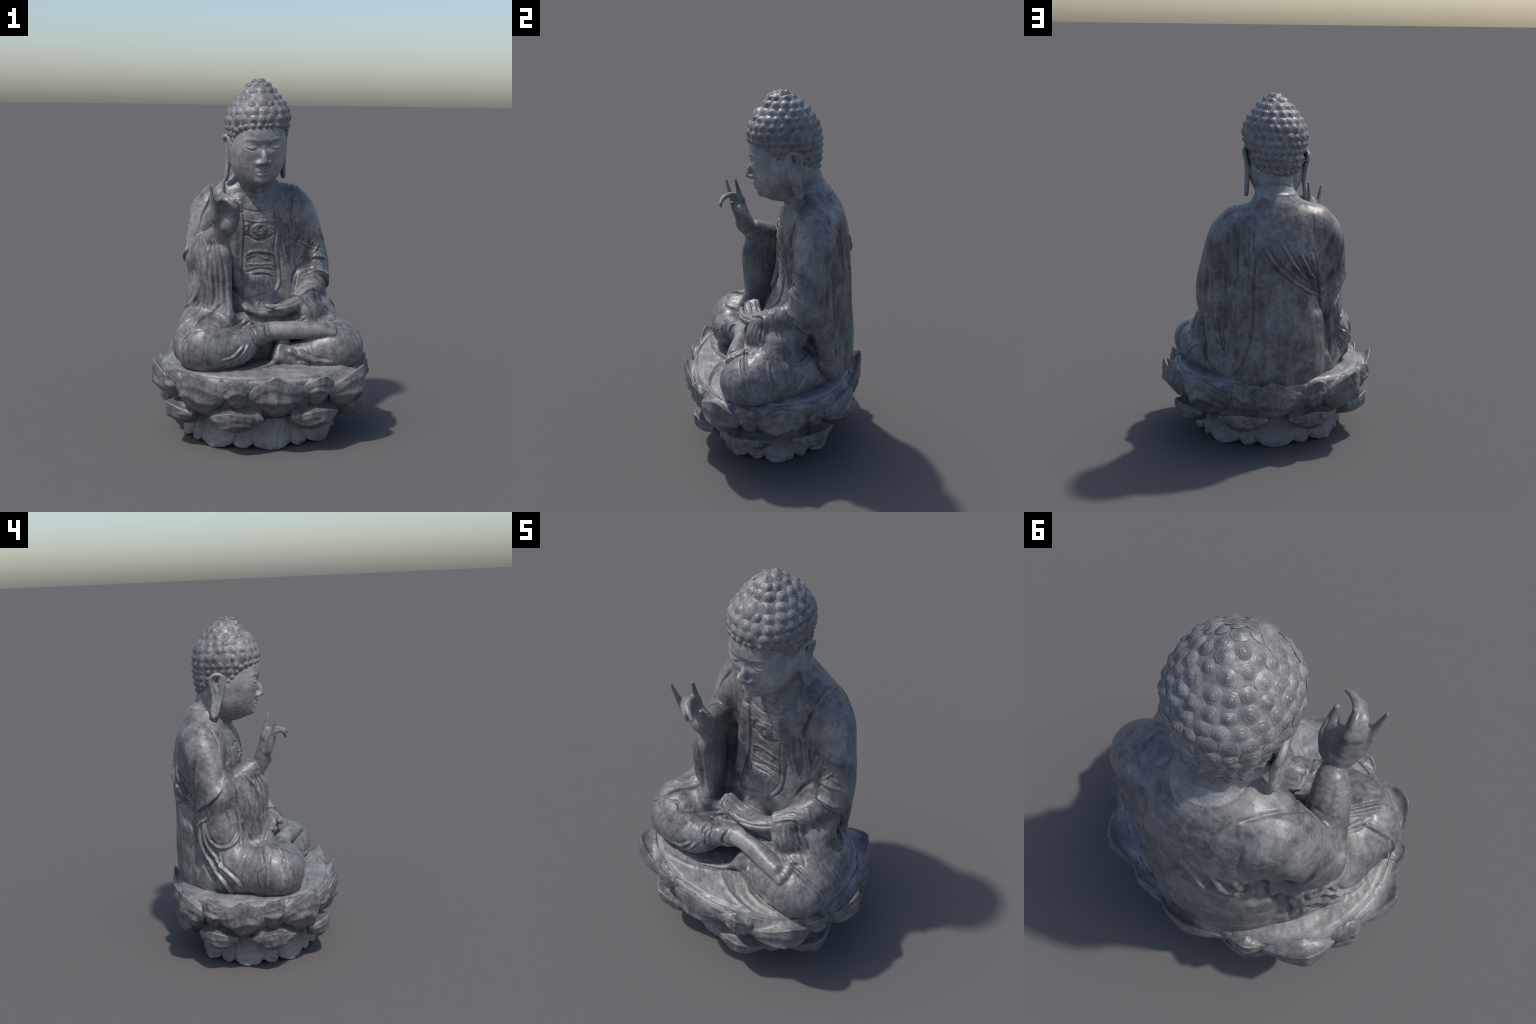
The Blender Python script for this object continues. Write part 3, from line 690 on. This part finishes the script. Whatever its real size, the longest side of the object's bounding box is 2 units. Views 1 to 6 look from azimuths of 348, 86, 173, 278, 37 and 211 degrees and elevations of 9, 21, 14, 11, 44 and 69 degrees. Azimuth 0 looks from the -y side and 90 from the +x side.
carve('ridge', .006, .002, [(0.105, -0.035, 1.657), (0.069, -0.070, 1.670), (0.033, -0.085, 1.666), (0.010, -0.085, 1.650)])
carve('groove', .005, .003, [(-0.011, -0.065, 1.516), (-0.012, -0.071, 1.502)])
carve('groove', .004, .005, [(-0.121, -0.109, 0.755), (-0.103, -0.149, 0.740), (-0.064, -0.148, 0.728), (-0.022, -0.134, 0.726)])
carve('groove', .004, .005, [(-0.123, -0.148, 0.739), (-0.088, -0.109, 0.705), (-0.051, -0.153, 0.705)])
carve('groove', .004, .005, [(-0.113, -0.119, 0.751), (-0.070, -0.106, 0.735), (-0.012, -0.106, 0.725)])
carve('groove', .004, .005, [(-0.109, -0.089, 0.756), (-0.055, -0.077, 0.732), (-0.001, -0.071, 0.725)])
carve('groove', .006, .005, [(-0.037, -0.152, 0.719), (0.053, -0.186, 0.755), (0.129, -0.163, 0.761), (0.194, -0.127, 0.775)])
# STROKES END

D += .0007 * lumps(V, .06, 3) + .0003 * lumps(V, .02, 4)
V2 = V + N * D[:, None]
N2 = normals_of(V2, Q)

# split the skin by nearest group; the border vertices coincide
dist = np.stack([g(V) for g in FIGURE], 1)
lab = dist.argmin(1)
fl = np.array([np.bincount(r, minlength=len(FIGURE)).argmax() for r in lab[Q]]) if False else lab[Q[:, 0]]
MATS = {'torso': M_ROBE, 'neck': M_FACE, 'head': M_FACE, 'ear': M_FACE, 'arm': M_ROBE, 'hand': M_SKIN, 'leg': M_ROBE, 'foot': M_SKIN, 'shawl_tail': M_ROBE}
parts = {}
for i, g in enumerate(FIGURE):
    q = Q[fl == i]
    if len(q) == 0:
        continue
    ids, inv = np.unique(q, return_inverse=True)
    par = statue
    if PART_NAME[i] == 'ear':
        par = parts['head']
    o = make_object(PART_NAME[i], V2[ids], inv.reshape(-1, 4), MATS[PART_NAME[i]], par)
    o.data.normals_split_custom_set_from_vertices(N2[ids].tolist())
    parts.setdefault(PART_NAME[i], o)

# ------------------------------------------------------------------ hair cap
HAIR_ROWS = [
    (1.53, -.105, .070, .02, .292), (1.56, -.135, .100, -.03, .296), (1.62, -.168, .136, -.070, .306), (1.68, -.180, .150, -.085, .309), (1.73, -.192, .162, -.089, .311),
    (1.775, -.197, .168, -.090, .306), (1.82, -.186, .157, -.078, .293), (1.86, -.164, .135, -.050, .269), (1.90, -.135, .106, -.014, .238),
    (1.94, -.100, .072, .010, .198), (1.965, -.072, .043, .030, .165), (1.980, -.045, .016, .055, .135), (1.987, -.022, -.008, .08, .108)]
hair_solid = shear_head(loft(HAIR_ROWS, power=2.15, pad=-.005))
HAIRLINE = spline([(-.10, 1.718), (-.05, 1.712), (-.01, 1.700), (.04, 1.650), (.075, 1.612), (.105, 1.590), (.135, 1.60), (.17, 1.625), (.20, 1.60), (.25, 1.562), (.33, 1.545)], 6)

def hair_edge(P):
    zl = np.interp(P[:, 1] + .003, HAIRLINE[:, 0], HAIRLINE[:, 1])
    return zl - (P[:, 2] - .003 - 0.05 * (P[:, 0] + .019))

def hair(P):
    d = smin(hair_solid(P), jewel(P), .02)
    return smax(d, hair_edge(P) * .8, .014)
jewel = ell((-.022, -.033, 1.871), (.036, .026, .036), rx=-38)

VH, QH = mesh_of(hair, (-.24, -.13, 1.50), (.22, .36, 2.02), .0045)
VH = relax(VH, QH, 2)
NH = normals_of(VH, QH)
VH = VH + NH * (.001 * lumps(VH, .03, 8))[:, None]
hair_obj = make_object('hair', VH, QH, M_HAIR, parts['head'])

# ------------------------------------------------------------------ snail-shell curls
def curl_mesh(seed):
    r = np.random.default_rng(seed)
    nr, na = 16, 28
    turn = 1.9 + .5 * r.random(); ph = r.random() * 6.28
    V = [(0, 0, 1.0)]; F = []
    for i in range(1, nr + 1):
        q = i / nr
        for j in range(na):
            a = 2 * math.pi * j / na
            z = .95 * math.cos(math.pi * min(q, .98) / 2) ** 1.25 + .12 * math.exp(-(q / .30) ** 3) - .14 * q
            z += .075 * math.sin(2 * math.pi * turn * q * 1.6 - a + ph) * min(1, q * 4) * math.exp(-(q / .70) ** 4)
            rr = q * (1 + .05 * math.sin(a * 2 + ph))
            V.append((rr * math.cos(a), rr * math.sin(a), z))
    for j in range(na):
        F.append((0, 1 + j, 1 + (j + 1) % na))
    for i in range(nr - 1):
        for j in range(na):
            a = 1 + i * na + j; b = 1 + i * na + (j + 1) % na
            F.append((a, a + na, b + na, b))
    me = bpy.data.meshes.new('hair_curl'); me.from_pydata(V, [], F); me.materials.append(M_CURL)
    me.polygons.foreach_set('use_smooth', np.ones(len(me.polygons), bool)); me.update()
    return me
CURLS = [curl_mesh(s) for s in range(6)]

def place_curls():
    rows = []
    # walk down the cap along its meridian in equal steps, filling each ring
    z_top = 1.985
    T = table(HAIR_ROWS)
    zz = np.linspace(z_top, 1.545, 400)
    xl, xr, yf, yb = T(zz)
    R = .25 * (xr - xl + yb - yf)
    s = np.concatenate([[0], np.cumsum(np.hypot(np.diff(zz), np.diff(R)))])
    k = 0
    pos = .012
    while pos < s[-1]:
        z = float(np.interp(pos, s, zz))
        a, b, c, d = [float(v) for v in T(np.array([z]))]
        cx, cy, ax, ay = (a + b) / 2, (c + d) / 2, (b - a) / 2, (d - c) / 2
        pitch = .053 if z > 1.76 else .045
        ang = np.linspace(0, 2 * math.pi, 721)
        p = 2.15
        X = cx + ax * np.sign(np.cos(ang)) * np.abs(np.cos(ang)) ** (2 / p)
        Y = cy + ay * np.sign(np.sin(ang)) * np.abs(np.sin(ang)) ** (2 / p)
        L = np.concatenate([[0], np.cumsum(np.hypot(np.diff(X), np.diff(Y)))])
        m = max(1, int(round(L[-1] / pitch)))
        for j in range(m):
            t = ((j + .5 * (k % 2) + .12 * RNG.normal()) / m % 1) * L[-1]
            rows.append((np.interp(t, L, X), np.interp(t, L, Y), z + .05 * (np.interp(t, L, X) + .015), pitch))
        pos += pitch * .86; k += 1
    return rows

def hairline_curls():
    """One row of small curls that follows the edge of the hair."""
    T = table(HAIR_ROWS)
    ang = np.linspace(0, 2 * math.pi, 721); z = np.full(721, 1.68)
    for _ in range(6):
        xl, xr, yf, yb = T(z)
        X = (xl + xr) / 2 + (xr - xl) / 2 * np.sign(np.cos(ang)) * np.abs(np.cos(ang)) ** (2 / 2.15)
        Y = (yf + yb) / 2 + (yb - yf) / 2 * np.sign(np.sin(ang)) * np.abs(np.sin(ang)) ** (2 / 2.15)
        z = .5 * z + .5 * (np.interp(Y, HAIRLINE[:, 0], HAIRLINE[:, 1]) + .019)
    L = np.concatenate([[0], np.cumsum(np.sqrt(np.diff(X) ** 2 + np.diff(Y) ** 2 + np.diff(z) ** 2))])
    n = int(L[-1] / .037)
    t = (np.arange(n) + .1 * RNG.normal(size=n)) / n * L[-1]
    return [(np.interp(a, L, X), np.interp(a, L, Y), np.interp(a, L, z) + .05 * (np.interp(a, L, X) + .015), .036) for a in t]

for x, y, z, pitch in hairline_curls() + place_curls():
    P = np.array([[x - .004, y - .003, z + .003]])
    if pitch > .04 and hair_edge(P)[0] > -.036:
        continue
    if jewel(P)[0] < .014:
        continue
    n = gradient(hair, P, .004)[0]
    P = P - n * hair(P)[0]
    r = pitch * (.54 if P[0, 2] < 1.94 else .42) * (1 + .09 * RNG.normal())
    o = bpy.data.objects.new('hair_curl', CURLS[int(RNG.integers(6))])
    zax = Vector(n); rotq = zax.to_track_quat('Z', 'Y')
    o.matrix_world = Matrix.Translation(Vector(P[0])) @ rotq.to_matrix().to_4x4() @ Matrix.Rotation(RNG.random() * 6.28, 4, 'Z') @ Matrix.Diagonal((r, r, .0085 + .0030 * RNG.random(), 1))
    bpy.context.scene.collection.objects.link(o)
    o.parent = hair_obj

# ------------------------------------------------------------------ lotus pedestal
ASPECT = .82     # the pedestal is an ellipse: y radius / x radius

def ring_mesh(name, prof, mat, parent, wob=None, seg=180):
    s = spline(prof, 6)
    V, F = [], []
    for i, (r, z) in enumerate(s):
        for j in range(seg):
            a = 2 * math.pi * j / seg
            rr, zz = (r, z) if wob is None else wob(r, z, a)
            V.append((rr * math.cos(a) - .005, rr * ASPECT * math.sin(a) - .008, zz))
    for i in range(len(s) - 1):
        for j in range(seg):
            a, b = i * seg + j, i * seg + (j + 1) % seg
            F.append((a, b, b + seg, a + seg))
    F.append(tuple(range(seg))[::-1])
    F.append(tuple(range((len(s) - 1) * seg, len(s) * seg)))
    return make_object(name, V, F, mat, parent)

pedestal = ring_mesh('lotus_pedestal', [(.37, .01), (.38, .06), (.37, .14), (.40, .19), (.49, .24), (.545, .30), (.562, .37), (.566, .398), (.558, .412), (.52, .420), (.30, .425), (.05, .425)], M_SEAT, statue)

def seat_cloth():
    """Cloth spread over the seat: a shallow dish with creases running out from under the legs."""
    global KD
    nr, na = 90, 360
    V, F = [], []
    for i in range(nr + 1):
        q = i / nr
        r = .02 + .530 * q
        z = .444 - .012 * q ** 2 - (.022 * ((q - .93) / .07) ** 2 if q > .93 else 0)
        for k in range(na):
            a = 2 * math.pi * k / na
            c = 1 + .018 * (1 - math.cos(4 * a))
            V.append((r * c * math.cos(a) - .004, r * c * ASPECT * math.sin(a) - .008, z))
    for i in range(nr):
        for k in range(na):
            a, b = i * na + k, i * na + (k + 1) % na
            F.append((a, a + na, b + na, b))
    V = np.array(V); N = np.zeros_like(V); N[:, 2] = 1
    keep = KD
    KD = KDTree(len(V))
    for i, p in enumerate(V.tolist()):
        KD.insert(p, i)
    KD.balance()
    D = .0025 * lumps(V, .11, 31) + .0012 * lumps(V, .035, 32) + .0008 * lumps(V, .015, 33)
    z = .445
    def crease(kind, w, d, pts):
        stroke(V, N, D, [(x, y, z) for x, y in pts], w, d, kind)
    crease('ridge', .009, .006, [(-.340, -.364), (-.216, -.363), (-.122, -.343), (-.010, -.294)])
    crease('ridge', .009, .008, [(.003, -.297), (.067, -.341), (.167, -.378), (.335, -.383), (.477, -.307)])
    crease('groove', .010, .006, [(.096, -.306), (.155, -.351), (.243, -.370), (.299, -.363)])
    crease('ridge', .010, .008, [(.118, -.253), (.195, -.305), (.300, -.322), (.466, -.292)])
    crease('ridge', .010, .008, [(-.009, -.296), (.029, -.238), (.035, -.205)])
    crease('groove', .006, .004, [(-.45, -.32), (-.30, -.42), (-.094, -.462), (.035, -.448), (.169, -.421), (.343, -.352), (.470, -.28)])
    crease('groove', .004, .005, [(.50, -.10), (.535, -.12), (.55, -.10), (.575, -.11)])
    V[:, 2] += D
    KD = keep
    o = make_object('seat_cloth', V, F, M_SEAT, statue)
    return o

def ring_point(a, r, z):
    """Point on the slightly squarish ellipse of the pedestal."""
    k = 1 + .022 * (1 - math.cos(4 * a)) * (1 - .5 * math.sin(a))
    return (r * k * math.cos(a), r * k * (ASPECT - .004 * math.sin(a)) * math.sin(a), z)

def petal(name, phi, half, tip, corner, belly, root, inner, mat, seed, relief=.010, dish=.018, shift=(-.002, -.005)):
    """Boat-shaped lotus petal: a pointed leaf rim, a keeled underside below it and a hollow upper face.
    tip, corner, belly, root, inner are (radius, height) pairs."""
    r = np.random.default_rng(seed)
    nu, nv, nw = 61, 44, 12
    U = np.linspace(-1, 1, nu)
    V, F = [], []
    bend = .10 * r.normal()
    ph = r.random(4) * 6.28
    def rim(u):
        q = 1 - abs(u) ** 1.7
        q = q * .70 + .30 * max(0, 1 - abs(u) * 1.5)
        return corner[0] + (tip[0] - corner[0]) * q, corner[1] + (tip[1] - corner[1]) * (1 - abs(u) ** 1.25)
    for i in range(nv + 1):
        v = i / nv
        for u in U:
            R0, Z0 = rim(u)
            e = abs(u)
            bR = belly[0] - (belly[0] - corner[0]) * e ** 2; bZ = belly[1] + (corner[1] - belly[1]) * .75 * e ** 2
            R = (1 - v) ** 2 * R0 + 2 * v * (1 - v) * bR + v * v * root[0]
            Z = (1 - v) ** 2 * Z0 + 2 * v * (1 - v) * bZ + v * v * root[1]
            ang = phi + half * (u + bend * (1 - u * u) * (1 - v)) * (.08 + .92 * (1 - v ** 1.7) ** .7)
            env = (1 - e ** 3) * min(1, 5 * v) * min(1, 3.2 * (1 - v))
            c1 = v - (.50 - .16 * (1 - e ** 1.5) + .06 * math.sin(4 * u + ph[0]))
            c2 = v - (.26 - .13 * (1 - e ** 1.5) + .04 * math.sin(5 * u + ph[1]))
            c3 = v - (.74 - .06 * (1 - e) + .04 * math.sin(6 * u + ph[2]))
            crest = lambda c, w: math.exp(-(c / (.62 * w)) ** 2)
            h = relief * env * (1.15 * crest(c1, .13) + .45 * crest(c2, .08) + .30 * crest(c3, .09)
                                + .45 * crest(u + .08 * math.sin(6 * v + ph[3]), .16) * (1 - .5 * v) - .35
                                + .12 * math.sin(11 * u + ph[2]) * math.sin(9 * v + ph[3]))
            V.append(ring_point(ang, R + h, Z - h * .5 * v))
    for i in range(nv):
        for k in range(nu - 1):
            a = i * nu + k
            F.append((a, a + nu, a + nu + 1, a + 1))
    base = len(V)
    for i in range(1, nw + 1):
        w = i / nw
        for u in U:
            R0, Z0 = rim(u)
            e = abs(u)
            Rin = inner[0]
            R = R0 + (Rin - R0) * w
            Z = Z0 + (inner[1] - Z0) * w - dish * math.sin(math.pi * min(1, w * .9 + .05)) * (1 - e ** 2) + .004 * math.exp(-((w - .12) / .1) ** 2)
            ang = phi + half * (u + bend * (1 - u * u)) * (1 - .1 * w)
            V.append(ring_point(ang, R, Z))
    prev = list(range(nu))
    for i in range(nw):
        cur = [base + i * nu + k for k in range(nu)]
        for k in range(nu - 1):
            F.append((prev[k], prev[k + 1], cur[k + 1], cur[k]))
        prev = cur
    # inner back closes the solid
    low = [nv * nu + k for k in range(nu)]
    for k in range(nu - 1):
        F.append((prev[k], prev[k + 1], low[k + 1], low[k]))
    for side in (0, nu - 1):
        loop = [i * nu + side for i in range(nv + 1)] + [base + i * nu + side for i in range(nw - 1, -1, -1)]
        F.append(tuple(loop if side == 0 else loop[::-1]))
    V = np.array(V) + np.array([shift[0], shift[1], 0])
    V += (lumps(V, .045, seed)[:, None] * .0016 + lumps(V, .018, seed + 1)[:, None] * .0010) * (V / np.linalg.norm(V, axis=1, keepdims=True))
    o = make_object(name, V, F, mat, pedestal)
    bm = bmesh.new(); bm.from_mesh(o.data); bmesh.ops.recalc_face_normals(bm, faces=bm.faces); bm.to_mesh(o.data); bm.free()
    return o

seat_cloth()
jit = lambda s: s * RNG.normal()
for k in range(8):
    a = k * math.pi / 4
    wide = .305 + .02 * abs(math.cos(a))
    petal('lotus_petal', a + jit(.015), wide, (.622 + jit(.004), .454 + jit(.005)), (.564, .335), (.655, .245), (.46, .190), (.535, .428), M_PETAL, 20 + k, relief=.013)
for k in range(8):
    a = (k + .5) * math.pi / 4
    wide = .265 + .03 * abs(math.cos(a))
    petal('small_lotus_petal', a + jit(.015), .175, (.600, .434 + jit(.004)), (.556, .370), (.618, .31), (.52, .25), (.54, .425), M_PETAL, 40 + k, relief=.010, dish=.006)
    petal('lower_lotus_petal', a + jit(.015), wide, (.600 + jit(.004), .250 + jit(.004)), (.535, .200), (.605, .115), (.42, .105), (.475, .275), M_PETAL, 60 + k, relief=.008, dish=.014, shift=(-.005, -.010))

def foot_lobe(name, phi, rad, half_angle, z0, seed, depth=.036):
    V, F = [], []
    nu, nv = 32, 22
    for i in range(nv + 1):
        v = i / nv
        for j in range(nu + 1):
            u = -1 + 2 * j / nu
            z = z0 + (.17 - z0) * v
            # lower outline is round: width follows a half ellipse near the bottom
            w = math.sqrt(max(0, 1 - max(0, (1 - v * 2.2)) ** 2.4)) if v < .46 else 1
            w = .68 + .32 * w
            bulge = depth * math.sqrt(max(0, 1 - u * u)) * (.55 + .45 * math.sin(min(1, v * 1.4 + .15) * math.pi))
            r = rad + bulge - .03 * v
            a = phi + half_angle * w * u
            V.append((r * math.cos(a), r * ASPECT * math.sin(a), z + .018 * u * u * (1 - v)))
    for i in range(nv):
        for j in range(nu):
            a = i * (nu + 1) + j
            F.append((a, a + 1, a + nu + 2, a + nu + 1))
    # close to the core
    base = len(V)
    for i in range(nv + 1):
        for j in range(nu + 1):
            x, y, z = V[i * (nu + 1) + j]
            V.append((x * .86, y * .86, max(z, .004)))
    rim = [(0, j) for j in range(nu + 1)] + [(i, nu) for i in range(1, nv + 1)] + [(nv, j) for j in range(nu - 1, -1, -1)] + [(i, 0) for i in range(nv - 1, 0, -1)]
    idx = [i * (nu + 1) + j for i, j in rim]
    for a, b in zip(idx, idx[1:] + idx[:1]):
        F.append((b, a, a + base, b + base))
    F.append(tuple(base + i for i in idx))
    V = np.array(V); V += (.004 * lumps(V, .07, seed) + .002 * lumps(V, .025, seed + 3))[:, None] * np.array([1, 1, .0]) * np.sign(V) + np.array([-.012, -.014, 0])
    V[:, 2] = np.maximum(V[:, 2], 0)
    o = make_object(name, V, F, M_FOOT, pedestal)
    bm = bmesh.new(); bm.from_mesh(o.data); bmesh.ops.recalc_face_normals(bm, faces=bm.faces); bm.to_mesh(o.data); bm.free()
    return o
for k in range(8):
    foot_lobe('foot_petal', k * math.pi / 4, .408, .30, 0.0, 80 + k)
    foot_lobe('small_foot_petal', (k + .5) * math.pi / 4, .402, .17, 0.006, 90 + k, .022)
